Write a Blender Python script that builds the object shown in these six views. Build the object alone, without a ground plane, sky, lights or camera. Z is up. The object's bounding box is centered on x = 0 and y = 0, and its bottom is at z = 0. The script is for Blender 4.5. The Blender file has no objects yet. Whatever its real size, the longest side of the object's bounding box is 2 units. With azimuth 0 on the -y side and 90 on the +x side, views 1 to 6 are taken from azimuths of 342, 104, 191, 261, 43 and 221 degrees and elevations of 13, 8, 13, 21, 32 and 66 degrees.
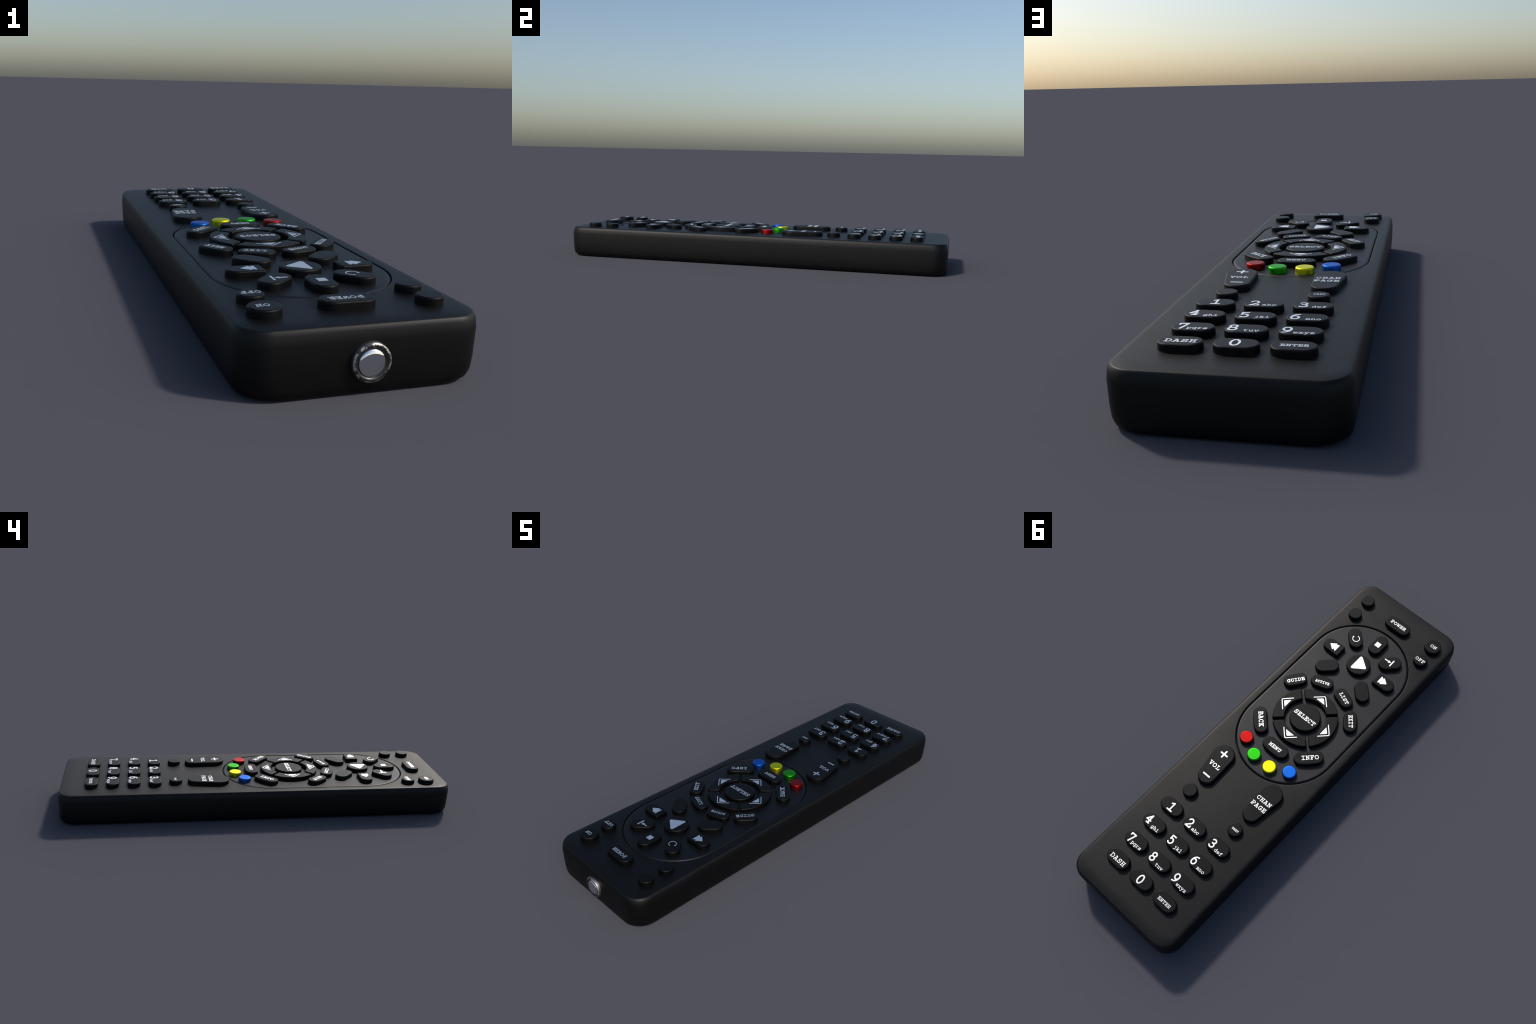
"""A black television remote control lying on its back, infrared window toward -y.

Face coordinates: (a, b) is what a person holding the remote reads,
a to the right and b toward the infrared window, so x = -a and y = -b.
"""
import bpy, bmesh, math
from math import sin, cos, pi, radians, hypot, atan2
from mathutils import Vector

# ------------------------------------------------------------------ sizes
FACE_Z = 0.1530            # flat top of the case
KEY_Z = 0.1731             # flat top of the keys
KEY_ROOT = 0.1450          # keys start inside the case
HALF_W, Y_FRONT, Y_BACK = 0.2843, -0.9835, 0.9995
CORNER = 0.072
TURN = -0.0062             # the case lies a third of a degree off the y axis
PANEL_R, PANEL_TOP, PANEL_LOW = 0.237, 0.546, 0.062
PAD_B = 0.1745             # centre of the navigation ring


# ------------------------------------------------------------------ materials
def plastic(name, colour, roughness=0.5, metallic=1.0, grain=0.0, tint=None):
    m = bpy.data.materials.new(name)
    m.use_nodes = True
    nt = m.node_tree
    p = nt.nodes["Principled BSDF"]
    p.inputs["Roughness"].default_value = roughness
    p.inputs["Metallic"].default_value = metallic      # lacquered, satin: shade comes from the glossy lobe
    co = nt.nodes.new("ShaderNodeTexCoord")
    n = nt.nodes.new("ShaderNodeTexNoise")
    n.inputs["Scale"].default_value = 9.0
    n.inputs["Detail"].default_value = 3.0
    nt.links.new(co.outputs["Object"], n.inputs["Vector"])
    ramp = nt.nodes.new("ShaderNodeValToRGB")
    lo = tint or tuple(c * 0.94 for c in colour)
    ramp.color_ramp.elements[0].position = 0.35
    ramp.color_ramp.elements[1].position = 0.65
    ramp.color_ramp.elements[0].color = (*lo, 1)
    ramp.color_ramp.elements[1].color = (*colour, 1)
    nt.links.new(n.outputs["Fac"], ramp.inputs["Fac"])
    nt.links.new(ramp.outputs["Color"], p.inputs["Base Color"])
    if grain:
        g = nt.nodes.new("ShaderNodeTexNoise")
        g.inputs["Scale"].default_value = 700.0
        nt.links.new(co.outputs["Object"], g.inputs["Vector"])
        b = nt.nodes.new("ShaderNodeBump")
        b.inputs["Strength"].default_value = grain
        b.inputs["Distance"].default_value = 0.0005
        nt.links.new(g.outputs["Fac"], b.inputs["Height"])
        nt.links.new(b.outputs["Normal"], p.inputs["Normal"])
    return m


def worn_metal():
    """Bezel of the infrared window: dark brushed metal, pale rubbed patches along the crest of the ring."""
    m = bpy.data.materials.new("worn_bezel_metal")
    m.use_nodes = True
    nt = m.node_tree
    p = nt.nodes["Principled BSDF"]
    p.inputs["Metallic"].default_value = 1.0
    co = nt.nodes.new("ShaderNodeTexCoord")
    n = nt.nodes.new("ShaderNodeTexNoise")
    n.inputs["Scale"].default_value = 110.0
    n.inputs["Detail"].default_value = 4.0
    n.inputs["Roughness"].default_value = 0.55
    nt.links.new(co.outputs["Object"], n.inputs["Vector"])
    # distance from the axis and distance forward, in object space
    sep = nt.nodes.new("ShaderNodeSeparateXYZ")
    nt.links.new(co.outputs["Object"], sep.inputs["Vector"])

    def math_node(op, a, b=None):
        k = nt.nodes.new("ShaderNodeMath")
        k.operation = op
        for i, v in enumerate((a, b)):
            if v is None:
                continue
            if isinstance(v, (int, float)):
                k.inputs[i].default_value = v
            else:
                nt.links.new(v, k.inputs[i])
        return k.outputs["Value"]

    rad = math_node("SQRT", math_node("ADD", math_node("MULTIPLY", sep.outputs["X"], sep.outputs["X"]),
                                      math_node("MULTIPLY", sep.outputs["Z"], sep.outputs["Z"])))
    crest = math_node("SUBTRACT", 1.0, math_node("MULTIPLY", math_node("ABSOLUTE", math_node("SUBTRACT", rad, 0.0425)), 210.0))
    front = math_node("GREATER_THAN", math_node("MULTIPLY", sep.outputs["Y"], -1.0), 0.0135)
    worn = math_node("MULTIPLY", front, math_node("GREATER_THAN", math_node("ADD", n.outputs["Fac"], math_node("MULTIPLY", crest, 0.15)), 0.605))
    mix = nt.nodes.new("ShaderNodeMix")
    mix.data_type = "RGBA"
    body = nt.nodes.new("ShaderNodeMix")        # flank is a lighter grey than the front of the ring
    body.data_type = "RGBA"
    body.inputs["A"].default_value = (0.30, 0.30, 0.295, 1)
    body.inputs["B"].default_value = (0.085, 0.085, 0.083, 1)
    nt.links.new(front, body.inputs["Factor"])
    nt.links.new(body.outputs["Result"], mix.inputs["A"])
    mix.inputs["B"].default_value = (0.50, 0.465, 0.42, 1)
    nt.links.new(worn, mix.inputs["Factor"])
    nt.links.new(mix.outputs["Result"], p.inputs["Base Color"])
    rough = math_node("ADD", 0.42, math_node("MULTIPLY", worn, 0.10))
    nt.links.new(rough, p.inputs["Roughness"])
    return m


CASE = plastic("case_black_lacquer", (0.0270, 0.0268, 0.0264), 0.50)
FACE = plastic("panel_black_lacquer", (0.0350, 0.0350, 0.0366), 0.49)
KEY = plastic("key_black_lacquer", (0.0176, 0.0176, 0.0175), 0.50)
PRINT = plastic("white_print", (0.90, 0.90, 0.90), 0.42, tint=(0.88, 0.88, 0.88))
RED = plastic("red_lacquer", (0.34, 0.011, 0.011), 0.43)
GREEN = plastic("green_lacquer", (0.028, 0.41, 0.014), 0.42)
YELLOW = plastic("yellow_lacquer", (0.78, 0.74, 0.014), 0.42)
BLUE = plastic("blue_lacquer", (0.013, 0.125, 0.57), 0.42)
BEZEL = worn_metal()
MIRROR = plastic("mirror_window", (0.95, 0.95, 0.95), 0.04)


# ------------------------------------------------------------------ mesh helpers
def add_object(name, bm, material, parent=None, angle=35, weighted=False):
    me = bpy.data.meshes.new(name)
    bmesh.ops.recalc_face_normals(bm, faces=bm.faces[:])
    bm.to_mesh(me)
    bm.free()
    me.materials.append(material)
    me.shade_smooth()
    if angle:
        me.set_sharp_from_angle(angle=radians(angle))
    ob = bpy.data.objects.new(name, me)
    bpy.context.scene.collection.objects.link(ob)
    if weighted:
        w = ob.modifiers.new("even_normals", "WEIGHTED_NORMAL")
        w.keep_sharp = True
        w.weight = 100
    if parent is not None:
        ob.parent = parent
    return ob


def empty(name, parent=None):
    ob = bpy.data.objects.new(name, None)
    ob.empty_display_size = 0.1
    bpy.context.scene.collection.objects.link(ob)
    ob.parent = parent
    return ob


def arc_points(cx, cy, rx, ry, d0, d1, steps=None):
    n = steps or max(6, int(abs(d1 - d0) / 7.5))
    return [(cx + rx * cos(radians(d0 + (d1 - d0) * i / n)),
             cy + ry * sin(radians(d0 + (d1 - d0) * i / n))) for i in range(n + 1)]


def spread(points, step):
    """Even out a closed outline so that long straight edges get vertices too."""
    out = []
    for i, p in enumerate(points):
        q = points[(i + 1) % len(points)]
        n = max(1, int(hypot(q[0] - p[0], q[1] - p[1]) / step))
        out += [(p[0] + (q[0] - p[0]) * k / n, p[1] + (q[1] - p[1]) * k / n) for k in range(n)]
    return out


def clean(points, eps=1e-5):
    out = []
    for p in points:
        if not out or hypot(p[0] - out[-1][0], p[1] - out[-1][1]) > eps:
            out.append(p)
    if hypot(out[0][0] - out[-1][0], out[0][1] - out[-1][1]) <= eps:
        out.pop()
    return out


def ccw(points):
    area = sum(p[0] * q[1] - q[0] * p[1] for p, q in zip(points, points[1:] + points[:1]))
    return points if area > 0 else points[::-1]


def inset(points, d):
    """Move a counter-clockwise outline inward by d along its vertex normals."""
    n, out = len(points), []
    for i in range(n):
        p0, p, p1 = points[i - 1], points[i], points[(i + 1) % n]
        e0 = Vector((p[0] - p0[0], p[1] - p0[1])).normalized()
        e1 = Vector((p1[0] - p[0], p1[1] - p[1])).normalized()
        m = Vector((-e0.y - e1.y, e0.x + e1.x))
        k = d / max(0.5, m.length / 2) if m.length > 1e-9 else 0
        m = m.normalized() if m.length > 1e-9 else m
        out.append((p[0] + m.x * k, p[1] + m.y * k))
    return out


# ------------------------------------------------------------------ outlines (face coordinates)
def capsule(p, q, r0, r1=None):
    """Two round ends of radius r0, r1 around p and q with straight flanks."""
    r1 = r0 if r1 is None else r1
    d = hypot(q[0] - p[0], q[1] - p[1])
    t = math.degrees(atan2(q[1] - p[1], q[0] - p[0]))
    lean = math.degrees(math.acos((r0 - r1) / d))
    return ccw(clean(arc_points(*p, r0, r0, t + lean, t + 360 - lean, 22)
                     + arc_points(*q, r1, r1, t - lean, t + lean, 22)))


def pill(a, b, half_len, r, deg=0):
    k = half_len - r
    u = (cos(radians(deg)) * k, sin(radians(deg)) * k)
    return capsule((a - u[0], b - u[1]), (a + u[0], b + u[1]), r)


def disc(a, b, r):
    return clean(arc_points(a, b, r, r, 0, 360, 48))


def bean(deg, spread_deg, mid=0.2045, r=0.0295, flat=0.85):
    """Key that follows the navigation ring: round ends, bowed outer flank, inner flank nearly straight."""
    d0, d1 = deg - spread_deg, deg + spread_deg
    c0 = (mid * cos(radians(d0)), PAD_B + mid * sin(radians(d0)))
    c1 = (mid * cos(radians(d1)), PAD_B + mid * sin(radians(d1)))
    lean = spread_deg * flat
    pts = arc_points(0, PAD_B, mid + r, mid + r, d0, d1, 10)
    pts += arc_points(*c1, r, r, d1, d1 + 180 - lean, 20)
    pts += arc_points(*c0, r, r, d0 + 180 + lean, d0 + 360, 20)
    if flat < 0.7:                       # longer keys keep a trace of the ring's curve
        bow = arc_points(0, PAD_B, mid - r, mid - r, d1, d0, 10)
        e1, e0 = pts[11 + 20], pts[11 + 21]
        k = 10
        mids = [((1 - flat) * bow[i][0] + flat * (e1[0] + (e0[0] - e1[0]) * i / k),
                 (1 - flat) * bow[i][1] + flat * (e1[1] + (e0[1] - e1[1]) * i / k)) for i in range(2, k - 1)]
        pts[11 + 21:11 + 21] = mids
    return ccw(clean(pts))


def rounded(corners, radii):
    """Polygon with each corner replaced by an arc."""
    corners = ccw(corners)
    if isinstance(radii, (int, float)):
        radii = [radii] * len(corners)
    out = []
    for i, c in enumerate(corners):
        c = Vector(c)
        u = (Vector(corners[i - 1]) - c).normalized()
        v = (Vector(corners[(i + 1) % len(corners)]) - c).normalized()
        half = u.angle(v) / 2
        r = radii[i]
        centre = c + (u + v).normalized() * (r / sin(half))
        s = c + u * (r / math.tan(half)) - centre
        e = c + v * (r / math.tan(half)) - centre
        a0, a1 = atan2(s.y, s.x), atan2(e.y, e.x)
        while a1 < a0:
            a1 += 2 * pi
        n = 8
        out += [(centre.x + r * cos(a0 + (a1 - a0) * k / n), centre.y + r * sin(a0 + (a1 - a0) * k / n)) for k in range(n + 1)]
    return clean(out)


def ring_sector(deg, r_in=0.0955, r_out=0.1485, gap=0.0066, r=0.0070):
    """Quarter of the navigation ring with parallel-sided gaps and softened corners."""
    def edge(radius, side):
        return radians(deg + side * 45) - side * math.asin(gap / radius)
    inner = [(r_in, edge(r_in, -1) + (edge(r_in, 1) - edge(r_in, -1)) * k / 18) for k in range(19)]
    outer = [(r_out, edge(r_out, 1) + (edge(r_out, -1) - edge(r_out, 1)) * k / 28) for k in range(29)]
    pts = ccw([(q * cos(t), PAD_B + q * sin(t)) for q, t in inner + outer])
    n = len(pts)
    sharp = [(Vector(pts[i - 1]) - Vector(pts[i])).angle(Vector(pts[(i + 1) % n]) - Vector(pts[i])) < radians(130) for i in range(n)]
    out = []
    for i in range(n):
        if not sharp[i]:
            out.append(pts[i])
            continue
        p, u, v = Vector(pts[i]), Vector(pts[i - 1]), Vector(pts[(i + 1) % n])
        a, b = p + (u - p).normalized() * r, p + (v - p).normalized() * r
        for k in range(7):
            t = k / 6
            out.append(tuple(a * (1 - t) ** 2 + p * 2 * t * (1 - t) + b * t ** 2))
    return clean(out)


def bullet(a_flat, a_round, b, r):
    """Key with one square end (at a_flat) and one round end (at a_round)."""
    s = 1 if a_round > a_flat else -1
    c = a_round - s * r
    return rounded_mixed(a_flat, c, b, r, s)


def rounded_mixed(a_flat, c, b, r, s, small=0.006):
    pts = arc_points(c, b, r, r, -90, 90, 24) if s > 0 else arc_points(c, b, r, r, 90, 270, 24)
    f = a_flat
    if s > 0:
        pts += arc_points(f + small, b + r - small, small, small, 90, 180, 6)
        pts += arc_points(f + small, b - r + small, small, small, 180, 270, 6)
    else:
        pts += arc_points(f - small, b - r + small, small, small, 270, 360, 6)
        pts += arc_points(f - small, b + r - small, small, small, 0, 90, 6)
    return ccw(clean(pts))


# ------------------------------------------------------------------ raised solids
def loft(bm, rings):
    """Skin a list of equally long vertex rings."""
    vr = [[bm.verts.new(p) for p in ring] for ring in rings]
    n = len(vr[0])
    for lo, hi in zip(vr, vr[1:]):
        for i in range(n):
            j = (i + 1) % n
            bm.faces.new((lo[i], lo[j], hi[j], hi[i]))
    return vr


def key_cap(name, outline, material, parent, bevel=0.0050, top=KEY_Z, flare=0.0010):
    """A key: nearly upright wall, rounded rim, flat top. Face coordinates become x = -a, y = -b."""
    pts = ccw(spread(outline, 0.012))
    ca = sum(p[0] for p in pts) / len(pts)
    cb = sum(p[1] for p in pts) / len(pts)
    prof = [(-flare, KEY_ROOT), (-flare, FACE_Z - 0.002), (0.0, top - bevel)]
    prof += [(bevel * (1 - cos(t)), top - bevel + bevel * sin(t)) for t in [radians(15 * k) for k in range(1, 7)]]
    rings = []
    for d, z in prof:
        rings.append([(-(p[0] - ca), -(p[1] - cb), z - KEY_ROOT) for p in inset(pts, d - 0.0005)])
    bm = bmesh.new()
    vr = loft(bm, rings)
    bm.faces.new(vr[-1])
    bm.faces.new(vr[0][::-1])
    ob = add_object(name, bm, material, parent, angle=50, weighted=True)
    ob.location = (-ca, -cb, KEY_ROOT)
    return ob


# ------------------------------------------------------------------ stroke lettering
def stroke(*pts):
    return ("open", list(pts))


def bar(x0, x1, y):
    return ("open", [(x0, y), (x1, y)])


def post(x, y0, y1):
    return ("open", [(x, y0), (x, y1)])


def curve(cx, cy, rx, ry, d0, d1):
    return arc_points(cx, cy, rx, ry, d0, d1)


def oval(cx, cy, rx, ry):
    return ("loop", arc_points(cx, cy, rx, ry, 0, 360, 36)[:-1])


def dot(x, y):
    return ("open", [(x - 0.02, y), (x + 0.02, y)])


def bowl(x0, x1, y0, y1, flat):
    """Right-hand bowl of B, D, P, R: flat run, half ellipse, flat run back."""
    ry = (y1 - y0) / 2
    return ("open", [(x0, y1)] + curve(flat, y0 + ry, x1 - flat, ry, 90, -90) + [(x0, y0)])


def ess(tick=0.30):
    s = curve(0.5, 0.745, 0.36, 0.255, 25, 255)[:-2] + [(0.5, 0.50)] + curve(0.5, 0.255, 0.40, 0.255, 75, -155)[2:]
    return [("open", s), post(0.86, 1.0, 1.0 - tick), post(0.10, 0.0, tick)]


def feet(*spans):
    return [bar(x0, x1, y) for x0, x1, y in spans]


TALL, DEEP = 1.48, -0.46
GLYPHS = {
    # ---- capitals, slab-serif typewriter forms
    "A": [stroke((0.10, 0), (0.47, 1), (0.53, 1), (0.90, 0)), bar(0.22, 0.53, 1), bar(0.24, 0.76, 0.34)] + feet((0, 0.34, 0), (0.66, 1, 0)),
    "B": [post(0.20, 0, 1), bowl(0.02, 0.84, 0.52, 1, 0.55), bowl(0.02, 0.94, 0, 0.52, 0.58)],
    "C": [("open", curve(0.50, 0.5, 0.44, 0.5, 35, 322)), post(0.87, 1, 0.66)],
    "D": [post(0.20, 0, 1), bowl(0.02, 0.95, 0, 1, 0.42)],
    "E": [post(0.22, 0, 1), stroke((0.02, 1), (0.90, 1), (0.90, 0.70)), stroke((0.02, 0), (0.95, 0), (0.95, 0.32)), bar(0.22, 0.58, 0.5), post(0.58, 0.36, 0.64)],
    "F": [post(0.25, 0, 1), stroke((0.05, 1), (0.95, 1), (0.95, 0.70)), bar(0.05, 0.58, 0), bar(0.25, 0.60, 0.5), post(0.60, 0.36, 0.64)],
    "G": [("open", curve(0.50, 0.5, 0.44, 0.5, 38, 318)), post(0.85, 1, 0.70), bar(0.55, 1, 0.42), post(0.86, 0.42, 0.10)],
    "H": [post(0.20, 0, 1), post(0.80, 0, 1), bar(0.2, 0.8, 0.5)] + feet((0.02, 0.38, 0), (0.02, 0.38, 1), (0.62, 0.98, 0), (0.62, 0.98, 1)),
    "I": [post(0.5, 0, 1), bar(0.12, 0.88, 0), bar(0.12, 0.88, 1)],
    "K": [post(0.20, 0, 1), stroke((0.20, 0.36), (0.80, 1)), stroke((0.42, 0.58), (0.85, 0))] + feet((0.02, 0.38, 0), (0.02, 0.38, 1), (0.62, 0.96, 1), (0.70, 1, 0)),
    "L": [post(0.32, 0, 1), bar(0.06, 0.60, 1), stroke((0.06, 0), (0.95, 0), (0.95, 0.36))],
    "M": [post(0.15, 0, 1), post(0.85, 0, 1), stroke((0.15, 1), (0.5, 0.38), (0.85, 1))] + feet((0, 0.16, 1), (0.84, 1, 1), (0, 0.34, 0), (0.66, 1, 0)),
    "N": [post(0.18, 0, 1), post(0.82, 0, 1), stroke((0.18, 1), (0.82, 0))] + feet((0, 0.2, 1), (0.60, 1, 1), (0, 0.40, 0)),
    "O": [oval(0.5, 0.5, 0.45, 0.5)],
    "P": [post(0.22, 0, 1), bowl(0.02, 0.93, 0.42, 1, 0.55), bar(0.02, 0.58, 0)],
    "R": [post(0.20, 0, 1), bowl(0.02, 0.86, 0.46, 1, 0.52), stroke((0.50, 0.46), (0.84, 0), (1, 0)), bar(0.02, 0.40, 0)],
    "S": ess(),
    "T": [post(0.5, 0, 1), stroke((0.05, 0.68), (0.05, 1), (0.95, 1), (0.95, 0.68)), bar(0.24, 0.76, 0)],
    "U": [("open", [(0.18, 1)] + curve(0.5, 0.34, 0.32, 0.34, 180, 360) + [(0.82, 1)]), bar(0.02, 0.36, 1), bar(0.64, 0.98, 1)],
    "V": [stroke((0.12, 1), (0.47, 0), (0.53, 0), (0.88, 1)), bar(0, 0.34, 1), bar(0.66, 1, 1)],
    "W": [stroke((0.10, 1), (0.26, 0), (0.5, 0.66), (0.74, 0), (0.90, 1)), bar(0, 0.32, 1), bar(0.68, 1, 1)],
    "X": [stroke((0.16, 1), (0.84, 0)), stroke((0.84, 1), (0.16, 0))] + feet((0.02, 0.34, 0), (0.66, 0.98, 0), (0.02, 0.34, 1), (0.66, 0.98, 1)),
    # ---- figures
    "0": [oval(0.5, 0.5, 0.40, 0.5)],
    "1": [stroke((0.10, 0.84), (0.52, 1), (0.52, 0)), bar(0.04, 0.98, 0)],
    "2": [("open", curve(0.47, 0.70, 0.41, 0.30, 165, -35) + [(0.04, 0), (0.94, 0), (0.94, 0.20)])],
    "3": [("open", curve(0.46, 0.755, 0.37, 0.245, 150, -90)), ("open", curve(0.46, 0.265, 0.44, 0.265, 90, -150)), bar(0.34, 0.48, 0.515)],
    "4": [post(0.66, 0, 1), stroke((0.66, 1), (0.04, 0.34), (0.92, 0.34)), bar(0.38, 0.88, 0)],
    "5": [stroke((0.84, 1), (0.20, 1), (0.20, 0.55)), ("open", [(0.20, 0.55)] + curve(0.48, 0.33, 0.44, 0.33, 118, -140))],
    "6": [oval(0.52, 0.33, 0.40, 0.33), ("open", [(0.90, 1)] + curve(0.82, 0.36, 0.70, 0.63, 92, 178))],
    "7": [stroke((0.08, 0.80), (0.08, 1), (0.92, 1), (0.42, 0))],
    "8": [oval(0.5, 0.755, 0.36, 0.245), oval(0.5, 0.265, 0.42, 0.265)],
    "9": [oval(0.48, 0.67, 0.40, 0.33), ("open", [(0.10, 0)] + curve(0.18, 0.64, 0.70, 0.63, -88, -2))],
    # ---- small letters, measured in x-heights
    "a": [("open", [(0.14, 0.86)] + curve(0.45, 0.66, 0.33, 0.34, 120, 0) + [(0.78, 0), (1, 0)]), oval(0.42, 0.28, 0.36, 0.28)],
    "b": [post(0.18, 0, TALL), bar(0, 0.18, TALL), bar(0, 0.18, 0), oval(0.56, 0.5, 0.38, 0.5)],
    "c": [("open", curve(0.5, 0.5, 0.43, 0.5, 35, 322)), post(0.88, 1, 0.66)],
    "d": [post(0.82, 0, TALL), bar(0.58, 0.82, TALL), bar(0.82, 1, 0), oval(0.44, 0.5, 0.38, 0.5)],
    "e": [("open", curve(0.5, 0.5, 0.43, 0.5, 0, 325)), bar(0.07, 0.93, 0.5)],
    "f": [("open", [(0.92, TALL)] + curve(0.72, TALL - 0.34, 0.28, 0.34, 90, 180) + [(0.44, 0)]), bar(0.08, 0.84, 1), bar(0.08, 0.84, 0)],
    "g": [oval(0.44, 0.5, 0.38, 0.5), ("open", [(0.82, 1)] + curve(0.48, -0.16, 0.34, 0.30, 0, -110) + [(0.16, DEEP)]), bar(0.82, 1, 1)],
    "h": [post(0.18, 0, TALL), bar(0, 0.18, TALL), ("open", curve(0.5, 0.62, 0.32, 0.38, 180, 0) + [(0.82, 0)])] + feet((0, 0.36, 0), (0.64, 1, 0)),
    "i": [post(0.52, 0, 1), bar(0.18, 0.52, 1), bar(0.08, 0.94, 0), dot(0.50, TALL)],
    "j": [("open", [(0.16, 1), (0.66, 1)] + curve(0.36, -0.14, 0.30, 0.32, 0, -90) + [(0.06, DEEP)]), dot(0.64, TALL)],
    "k": [post(0.20, 0, TALL), bar(0.02, 0.2, TALL), stroke((0.20, 0.36), (0.76, 1)), stroke((0.42, 0.62), (0.84, 0))] + feet((0.02, 0.38, 0), (0.60, 0.94, 1), (0.66, 1, 0)),
    "l": [post(0.52, 0, TALL), bar(0.18, 0.52, TALL), bar(0.08, 0.94, 0)],
    "m": [post(0.12, 0, 1), bar(0, 0.12, 1), ("open", curve(0.31, 0.66, 0.19, 0.34, 180, 0) + [(0.50, 0)]), ("open", curve(0.69, 0.66, 0.19, 0.34, 180, 0) + [(0.88, 0)])] + feet((0, 0.24, 0), (0.40, 0.60, 0), (0.78, 1, 0)),
    "n": [post(0.20, 0, 1), bar(0.02, 0.2, 1), ("open", curve(0.5, 0.62, 0.30, 0.38, 180, 0) + [(0.80, 0)])] + feet((0.02, 0.38, 0), (0.62, 0.98, 0)),
    "o": [oval(0.5, 0.5, 0.43, 0.5)],
    "p": [post(0.18, DEEP, 1), bar(0, 0.18, 1), bar(0, 0.46, DEEP), oval(0.56, 0.5, 0.38, 0.5)],
    "q": [post(0.82, DEEP, 1), bar(0.82, 1, 1), bar(0.54, 1, DEEP), oval(0.44, 0.5, 0.38, 0.5)],
    "r": [post(0.30, 0, 1), bar(0.06, 0.30, 1), bar(0.06, 0.74, 0), ("open", curve(0.68, 0.54, 0.38, 0.46, 175, 62))],
    "s": ess(0.26),
    "t": [("open", [(0.34, TALL - 0.1)] + curve(0.62, 0.30, 0.28, 0.30, 180, 320)), bar(0.06, 0.82, 1)],
    "u": [("open", [(0.18, 1)] + curve(0.5, 0.34, 0.32, 0.34, 180, 360) + [(0.82, 1)]), bar(0, 0.18, 1), bar(0.62, 0.82, 1), post(0.82, 0, 0.5), bar(0.82, 1, 0)],
    "v": [stroke((0.12, 1), (0.47, 0), (0.53, 0), (0.88, 1)), bar(0, 0.34, 1), bar(0.66, 1, 1)],
    "w": [stroke((0.10, 1), (0.28, 0), (0.5, 0.70), (0.72, 0), (0.90, 1)), bar(0, 0.30, 1), bar(0.70, 1, 1)],
    "x": [stroke((0.16, 1), (0.84, 0)), stroke((0.84, 1), (0.16, 0))] + feet((0.02, 0.34, 0), (0.66, 0.98, 0), (0.02, 0.34, 1), (0.66, 0.98, 1)),
    "y": [stroke((0.12, 1), (0.52, 0.06)), stroke((0.90, 1), (0.30, DEEP)), bar(0.04, 0.46, DEEP), bar(0, 0.32, 1), bar(0.68, 1, 1)],
    "z": [stroke((0.12, 0.74), (0.12, 1), (0.88, 1), (0.10, 0), (0.92, 0), (0.92, 0.28))],
}


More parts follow.
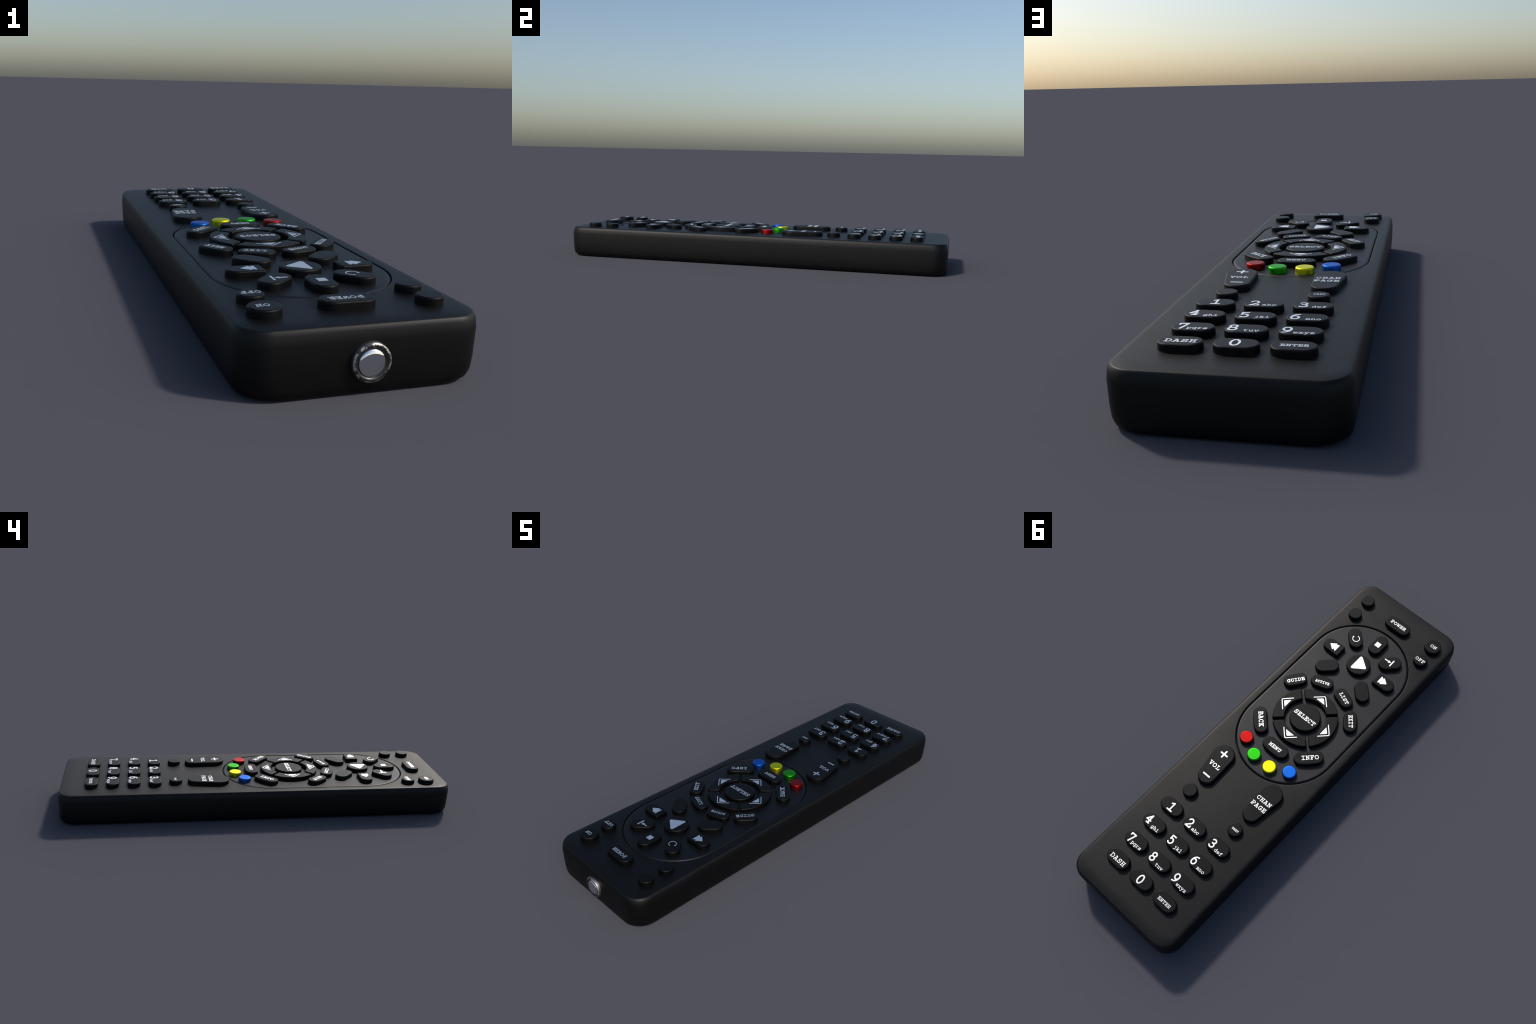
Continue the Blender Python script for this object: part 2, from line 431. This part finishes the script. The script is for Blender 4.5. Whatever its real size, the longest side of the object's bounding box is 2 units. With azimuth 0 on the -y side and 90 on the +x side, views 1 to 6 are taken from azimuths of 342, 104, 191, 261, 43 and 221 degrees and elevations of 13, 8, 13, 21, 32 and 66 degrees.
class Ink:
    """Collects printed pieces; each lies a hair above the last so that none share a plane."""

    def __init__(self, name, key):
        self.bm, self.name, self.key, self.n = bmesh.new(), name, key, 0
        self.origin = Vector((-key.location.x, -key.location.y))

    def slab(self, left, right, closed):
        """Ribbon between two equally long edges, or (right is None) a filled outline."""
        z1 = KEY_Z - KEY_ROOT + 0.0006 + 0.00003 * self.n
        z0 = KEY_Z - KEY_ROOT - 0.0010
        self.n += 1

        def v(p, z):
            return self.bm.verts.new((-(p[0] - self.origin.x), -(p[1] - self.origin.y), z))

        if right is None:
            top, low = [v(p, z1) for p in left], [v(p, z0) for p in left]
            self.bm.faces.new(top)
            for i in range(len(top)):
                j = (i + 1) % len(top)
                self.bm.faces.new((top[i], low[i], low[j], top[j]))
            return
        lt, rt = [v(p, z1) for p in left], [v(p, z1) for p in right]
        ll, rl = [v(p, z0) for p in left], [v(p, z0) for p in right]
        n = len(lt)
        for i in range(n if closed else n - 1):
            j = (i + 1) % n
            for quad in ((lt[i], lt[j], rt[j], rt[i]), (lt[i], ll[i], ll[j], lt[j]), (rt[i], rt[j], rl[j], rl[i])):
                self.bm.faces.new(quad)

    def outline(self, pts):
        self.slab(ccw(clean(pts)), None, True)

    def line(self, pts, w, closed=False):
        """Pen stroke of width w with round ends; sharp turns start a new stroke."""
        pts = [Vector(p) for p in pts]
        if closed:
            n = len(pts)
            left, right = [], []
            for i in range(n):
                t = (pts[(i + 1) % n] - pts[i - 1]).normalized()
                k = Vector((-t.y, t.x)) * w / 2
                left.append(pts[i] + k)
                right.append(pts[i] - k)
            self.slab(left, right, True)
            return
        runs, run = [], [pts[0]]
        for i in range(1, len(pts)):
            if (pts[i] - run[-1]).length < 1e-6:
                continue
            run.append(pts[i])
            if i + 1 < len(pts) and (pts[i + 1] - pts[i]).length > 1e-6:
                if (pts[i] - run[-2]).angle(pts[i + 1] - pts[i]) > radians(60):
                    runs.append(run)
                    run = [pts[i]]
        runs.append(run)
        for run in runs:
            if len(run) < 2:
                continue
            left, right = [], []
            for i, p in enumerate(run):
                t0 = (p - run[i - 1]).normalized() if i else (run[1] - p).normalized()
                t1 = (run[i + 1] - p).normalized() if i + 1 < len(run) else t0
                t = (t0 + t1).normalized()
                k = Vector((-t.y, t.x)) * (w / 2 / max(0.6, t.dot(t0)))
                left.append(p + k)
                right.append(p - k)
            a0 = math.degrees(atan2(run[0].y - run[1].y, run[0].x - run[1].x))
            a1 = math.degrees(atan2(run[-1].y - run[-2].y, run[-1].x - run[-2].x))
            cap1 = arc_points(*run[-1], w / 2, w / 2, a1 + 90, a1 - 90, 8)[1:-1]
            cap0 = arc_points(*run[0], w / 2, w / 2, a0 + 90, a0 - 90, 8)[1:-1]
            self.outline([tuple(p) for p in left] + cap1 + [tuple(p) for p in right[::-1]] + cap0)

    def text(self, words, a, b, width, cap, deg=0, weight=0.15):
        """Centre a line of capitals or figures on (a, b)."""
        pitch = width / (len(words) - 0.08)
        self._set(words, a, b, pitch, cap, weight * cap, deg, -width / 2 - 0.04 * pitch, -cap / 2)

    def small(self, words, a, base, pitch=0.0136, xh=0.0112, pen=0.0020):
        self._set(words, a, base, pitch, xh, pen, 0, -pitch * len(words) / 2, 0)

    def _set(self, words, a, b, pitch, high, pen, deg, x_start, y_start):
        c, s = cos(radians(deg)), sin(radians(deg))
        side = pen / 2 + 0.025 * pitch

        def place(p, k):
            x = x_start + k * pitch + side + p[0] * (pitch - 2 * side)
            y = y_start + pen / 2 + p[1] * (high - pen)
            return (a + c * x - s * y, b + s * x + c * y)

        for k, ch in enumerate(words):
            for kind, pts in GLYPHS[ch]:
                self.line([place(p, k) for p in pts], pen, kind == "loop")

    def done(self, name=None):
        return_name = name or self.name
        ob = add_object(return_name, self.bm, PRINT, self.key, angle=30)
        return ob


# ------------------------------------------------------------------ the case
def case_outline(dx, dy, r):
    """Plan of the case moved inward by dx at the sides and dy at the ends, corner radius r."""
    hw, y0, y1 = HALF_W - dx, Y_FRONT + dy, Y_BACK - dy
    pts = []
    for cx, cy, t in ((hw - r, y1 - r, 0), (-hw + r, y1 - r, 90), (-hw + r, y0 + r, 180), (hw - r, y0 + r, 270)):
        pts += arc_points(cx, cy, r, r, t, t + 90, 14)
    return pts


def stadium(r, steps=32):
    pts = arc_points(0, PANEL_TOP, r, r, 0, 180, steps) + arc_points(0, PANEL_LOW, r, r, 180, 360, steps)
    return [(-p[0], -p[1]) for p in pts]


def refine(points, step=0.05):
    """Add vertices along the long sides, the same number for every inset of one outline."""
    out = []
    for i, p in enumerate(points):
        q = points[(i + 1) % len(points)]
        n = 1
        if i % 15 == 14:
            n = 36 if i in (29, 59) or abs(q[1] - p[1]) > 1 else 10
        out += [(p[0] + (q[0] - p[0]) * k / n, p[1] + (q[1] - p[1]) * k / n) for k in range(n)]
    return out


def build_case(parent):
    # (side inset, end inset, corner radius, height). Broad facets under smooth shading give the
    # soft roll of the walls; the rim is a two-facet chamfer that melts into the face.
    prof = [(0.0240, 0.0150, 0.094, 0.0000), (0.0130, 0.0058, 0.090, 0.0020), (0.0068, 0.0022, 0.083, 0.0085),
            (0.0034, 0.0010, 0.077, 0.0220), (0.0014, 0.0004, 0.074, 0.0500), (0.0, 0.0, CORNER, 0.1180)]
    for d, drop in ((0.0030, 0.0125), (0.0078, 0.0030), (0.0100, 0.0013), (0.0115, 0.0008)):
        prof.append((d, d, CORNER - 0.6 * d, FACE_Z - drop))
    prof.append((0.0240, 0.0600, 0.050, FACE_Z))
    bm = bmesh.new()
    rings = [[(x, y, z) for x, y in refine(case_outline(dx, dy, r))] for dx, dy, r, z in prof]
    vr = loft(bm, rings)
    bm.faces.new(vr[0][::-1])
    # recess that takes the panel: softened lip, upright wall, floor
    lip, groove, depth = 0.0022, 0.0032, 0.0150
    pit = [(PANEL_R + groove + lip + 0.004, FACE_Z)]
    pit += [(PANEL_R + groove + lip * (1 - sin(t)), FACE_Z - lip * (1 - cos(t))) for t in [radians(18 * k) for k in range(0, 6)]]
    pit.append((PANEL_R + groove, FACE_Z - depth))
    pr = loft(bm, [[(x, y, z) for x, y in stadium(r)] for r, z in pit])
    bm.faces.new(pr[-1])
    # the flat face between the rim and the recess
    def loop_edges(ring):
        return [bm.edges.get((ring[i], ring[(i + 1) % len(ring)])) for i in range(len(ring))]
    bmesh.ops.triangle_fill(bm, use_beauty=True, use_dissolve=False, edges=loop_edges(vr[-1]) + loop_edges(pr[0]))
    ob = add_object("case", bm, CASE, parent, angle=60)
    ob.rotation_euler.z = TURN
    return ob


def build_panel(parent):
    soft = 0.0060
    prof = [(0.0, FACE_Z - 0.0148), (0.0, FACE_Z - soft)]
    prof += [(soft * 1.6 * (1 - cos(t)), FACE_Z - soft + soft * sin(t)) for t in [radians(10 * k) for k in range(1, 10)]]
    bm = bmesh.new()
    vr = loft(bm, [[(x, y, z + 0.0002) for x, y in stadium(PANEL_R - d)] for d, z in prof])
    bm.faces.new(vr[-1])
    ob = add_object("control_panel", bm, FACE, parent, angle=40, weighted=True)
    ob.rotation_euler.z = TURN
    return ob


# ------------------------------------------------------------------ infrared window
def revolve(name, prof, material, parent, y0, z0, x0=0.001, n=64, wobble=0.0):
    """Turn a (radius, forward) profile around the axis that points to -y."""
    bm = bmesh.new()
    rings = []
    for k, (r, f) in enumerate(prof):
        ring = []
        for i in range(n):
            t = 2 * pi * i / n
            w = 1 + wobble * (sin(5 * t + 1.0) + 0.7 * sin(9 * t + 2.0 + k * 0.3)) if wobble else 1
            ring.append((r * w * cos(t), -f * (w if wobble else 1), r * w * sin(t)))
        rings.append(ring)
    vr = loft(bm, rings)
    bm.faces.new(vr[-1])
    ob = add_object(name, bm, material, parent, angle=50)
    ob.location = (x0, y0, z0)
    return ob


def build_window(parent):
    z0, y0 = 0.0725, -0.9800
    group = empty("infrared_window", parent)
    group.rotation_euler.z = TURN
    R, tube, front = 0.0452, 0.0068, 0.0168
    prof = [(R, -0.010), (R, front - tube)]
    prof += [(R - tube + tube * cos(t), front - tube + tube * sin(t)) for t in [radians(15 * k) for k in range(1, 12)]]
    prof += [(R - 2 * tube, front - tube - 0.001), (R - 2 * tube, front - 0.014)]
    revolve("bezel_ring", prof, BEZEL, group, y0, z0, wobble=0.004)
    # lens: nearly flat in the middle, rolling off steeply toward its edge
    r, base = 0.0310, 0.0138
    dome = [(r, 0.003), (r, base - 0.002)]
    for k in range(0, 24):
        q = 1 - k / 24
        dome.append((r * q, base + r * (0.11 * (1 - q ** 2) + 0.09 * (1 - q ** 9))))
    revolve("lens_dome", dome, MIRROR, group, y0, z0)


# ------------------------------------------------------------------ keys and their print
def lettered(kind, outline, parent, *lines, **kw):
    key = key_cap(kind, outline, kw.get("material", KEY), parent)
    ink = Ink("lettering", key)
    for words, a, b, width, cap, *deg in lines:
        ink.text(words, a, b, width, cap, *deg)
    ink.done()
    return key


def build_keypad(parent):
    cols, rows = (-0.1425, -0.0065, 0.1295), (-0.5330, -0.6370, -0.7415, -0.8450)
    size = dict(half_len=0.0550, r=0.0310)
    big = [  # figure, where it is printed, small letters, their middle and base line
        ("1", -0.1390, -0.5350, "", 0, 0), ("2", -0.0305, -0.5350, "abc", 0.0117, -0.5550), ("3", 0.1045, -0.5365, "def", 0.1480, -0.5580),
        ("4", -0.1705, -0.6355, "ghi", -0.1228, -0.6600), ("5", -0.0355, -0.6400, "jkl", 0.0137, -0.6605), ("6", 0.0980, -0.6395, "mno", 0.1470, -0.6625),
        ("7", -0.1680, -0.7455, "pqrs", -0.1273, -0.7640), ("8", -0.0400, -0.7420, "tuv", 0.0090, -0.7660), ("9", 0.0960, -0.7430, "wxyz", 0.1393, -0.7680)]
    for i, (figure, a, b, letters, la, lb) in enumerate(big):
        key = key_cap("number_key", pill(cols[i % 3], rows[i // 3], **size), KEY, parent)
        ink = Ink("lettering", key)
        ink.text(figure, a, b, 0.0295, 0.0425, 0, 0.142)
        if letters:
            ink.small(letters, la, lb)
        ink.done()
    lettered("dash_key", pill(cols[0], rows[3], **size), parent, ("DASH", -0.1400, -0.8490, 0.0790, 0.0195))
    key = key_cap("number_key", pill(cols[1], rows[3], **size), KEY, parent)
    ink = Ink("lettering", key)
    ink.text("0", -0.0095, -0.8450, 0.0310, 0.0430, 0, 0.142)
    ink.done()
    lettered("enter_key", pill(cols[2], rows[3], **size), parent, ("ENTER", 0.1312, -0.8480, 0.0680, 0.0145))


def build_rockers(parent):
    key = key_cap("volume_key", capsule((-0.1450, -0.2110), (-0.1320, -0.3280), 0.0500, 0.0400), KEY, parent, bevel=0.0060)
    ink = Ink("lettering", key)
    ink.line([(-0.1605, -0.2065), (-0.1275, -0.2065)], 0.0070)
    ink.line([(-0.1440, -0.1900), (-0.1440, -0.2230)], 0.0070)
    ink.line([(-0.1500, -0.3295), (-0.1175, -0.3295)], 0.0070)
    ink.text("VOL", -0.1390, -0.2717, 0.0590, 0.0205)
    ink.done()
    lettered("channel_key", capsule((0.1390, -0.2110), (0.1330, -0.3290), 0.0500, 0.0390), parent,
             ("CHAN", 0.1372, -0.2537, 0.0765, 0.0190), ("PAGE", 0.1355, -0.2877, 0.0775, 0.0200))
    key_cap("round_key", disc(-0.1380, -0.4270, 0.0315), KEY, parent)
    lettered("round_key", disc(0.1305, -0.4295, 0.0315), parent, ("PREV", 0.1332, -0.4313, 0.0335, 0.0096))


def build_top_row(parent):
    lettered("power_key", pill(0.0045, 0.8500, 0.0665, 0.0320), parent, ("POWER", 0.0070, 0.8512, 0.0850, 0.0177))
    lettered("round_key", disc(0.2030, 0.8660, 0.0385), parent, ("ON", 0.2066, 0.8655, 0.0330, 0.0168))
    lettered("round_key", disc(0.2040, 0.7680, 0.0320), parent, ("OFF", 0.2030, 0.7645, 0.0490, 0.0170))
    key_cap("round_key", disc(-0.1930, 0.8685, 0.0315), KEY, parent)
    key_cap("round_key", disc(-0.1930, 0.7690, 0.0310), KEY, parent)


def build_transport(parent):
    r = 0.0315
    # rewind and fast forward: one square end, two overlapping triangles
    for s, kind, flat, round_end, edges in ((-1, "rewind_key", -0.1025, -0.2005, (-0.1285, -0.1425)), (1, "fast_forward_key", 0.1060, 0.2045, (0.1265, 0.1395))):
        key = key_cap(kind, bullet(flat, round_end, 0.5525, r), KEY, parent)
        ink = Ink("symbol", key)
        for e in edges:
            ink.outline(rounded([(e, 0.5760), (e, 0.5325), (e + s * 0.0285, 0.5543)], 0.0026))
        ink.done()
    # repeat: open circle with a blob at one end
    key = key_cap("repeat_key", pill(-0.1025, 0.6595, 0.0540, r, -45), KEY, parent)
    ink = Ink("symbol", key)
    ink.line(arc_points(-0.0970, 0.6560, 0.0162, 0.0162, 182, 453, 40), 0.0030)
    ink.outline(disc(-0.1135, 0.6565, 0.0036))
    ink.done()
    key = key_cap("stop_key", pill(0.0040, 0.7005, 0.0560, r, 90), KEY, parent)
    ink = Ink("symbol", key)
    ink.outline([(-0.0105, 0.6855), (0.0145, 0.6855), (0.0145, 0.7105), (-0.0105, 0.7105)])
    ink.done()
    # step: small arrow running into an upright bar
    key = key_cap("step_key", pill(0.1085, 0.6570, 0.0540, r, 45), KEY, parent)
    ink = Ink("symbol", key)
    ink.line([(0.0785, 0.6590), (0.1050, 0.6590)], 0.0056)
    ink.outline(rounded([(0.0970, 0.6672), (0.0970, 0.6508), (0.1115, 0.6590)], 0.0012))
    ink.line([(0.1158, 0.6760), (0.1158, 0.6435)], 0.0062)
    ink.done()
    key = key_cap("play_key", disc(0.0030, 0.5525, 0.0550), KEY, parent)
    ink = Ink("symbol", key)
    ink.outline(rounded([(-0.0170, 0.6015), (-0.0170, 0.5085), (0.0475, 0.5550)], 0.0068))
    ink.done()
    key_cap("blank_key", pill(-0.1040, 0.4510, 0.0550, r, 45), KEY, parent)
    key_cap("blank_key", pill(0.1055, 0.4505, 0.0550, r, -45), KEY, parent)


def build_pad(parent):
    for i in range(4):
        deg = 90 * i
        key = key_cap("direction_key", ring_sector(deg), KEY, parent, bevel=0.0042)
        ink = Ink("symbol", key)

        def at(out, across):
            c, s = cos(radians(deg)), sin(radians(deg))
            return (out * c - across * s, PAD_B + out * s + across * c)
        bend = [at(o, t) for o, t in ((0.1045, 0.0375), (0.1345, 0.0068), (0.1375, 0.0038), (0.1390, 0.0), (0.1375, -0.0038), (0.1345, -0.0068), (0.1045, -0.0375))]
        ink.line(bend, 0.0040)
        ink.outline(rounded([at(0.1050, 0.0235), at(0.1050, -0.0235), at(0.1290, 0.0)], [0.0008, 0.0008, 0.0050]))
        ink.done()
    lettered("select_key", disc(0.0, 0.1735, 0.0700), parent, ("SELECT", 0.0, 0.1705, 0.1170, 0.0210))
    lettered("curved_key", bean(144, 7.0), parent, ("GUIDE", -0.1604, 0.2930, 0.0830, 0.0165, 52))
    lettered("curved_key", bean(108.3, 6.8), parent, ("ACTIVE", -0.0604, 0.3647, 0.0680, 0.0135, 20.5))
    lettered("curved_key", bean(71.7, 6.8), parent, ("LIST", 0.0685, 0.3658, 0.0665, 0.0170, -22))
    lettered("curved_key", bean(36, 7.0), parent, ("EXIT", 0.1672, 0.2940, 0.0640, 0.0190, -49))
    lettered("curved_key", bean(225, 10, 0.2055, 0.0305, 0.5), parent, ("BACK", -0.1423, 0.0330, 0.0785, 0.0215, -45.5))
    lettered("curved_key", bean(270, 10, 0.2055, 0.0305, 0.5), parent, ("MENU", 0.0, -0.0304, 0.0650, 0.0172))
    lettered("curved_key", bean(315, 10, 0.2055, 0.0305, 0.5), parent, ("INFO", 0.1480, 0.0345, 0.0785, 0.0205, 45))
    for a, b, m, kind in ((-0.1305, -0.0760, RED, "red_key"), (-0.0485, -0.1165, GREEN, "green_key"), (0.0425, -0.1170, YELLOW, "yellow_key"), (0.1255, -0.0775, BLUE, "blue_key")):
        key_cap(kind, disc(a, b, 0.0305), m, parent)


remote = empty("remote_control")
remote["label"] = "slim black television remote with raised rubber keys and white print"
remote["category"] = "remote control"
build_case(remote)
build_panel(remote)
build_window(remote)
build_keypad(remote)
build_rockers(remote)
build_top_row(remote)
build_transport(remote)
build_pad(remote)
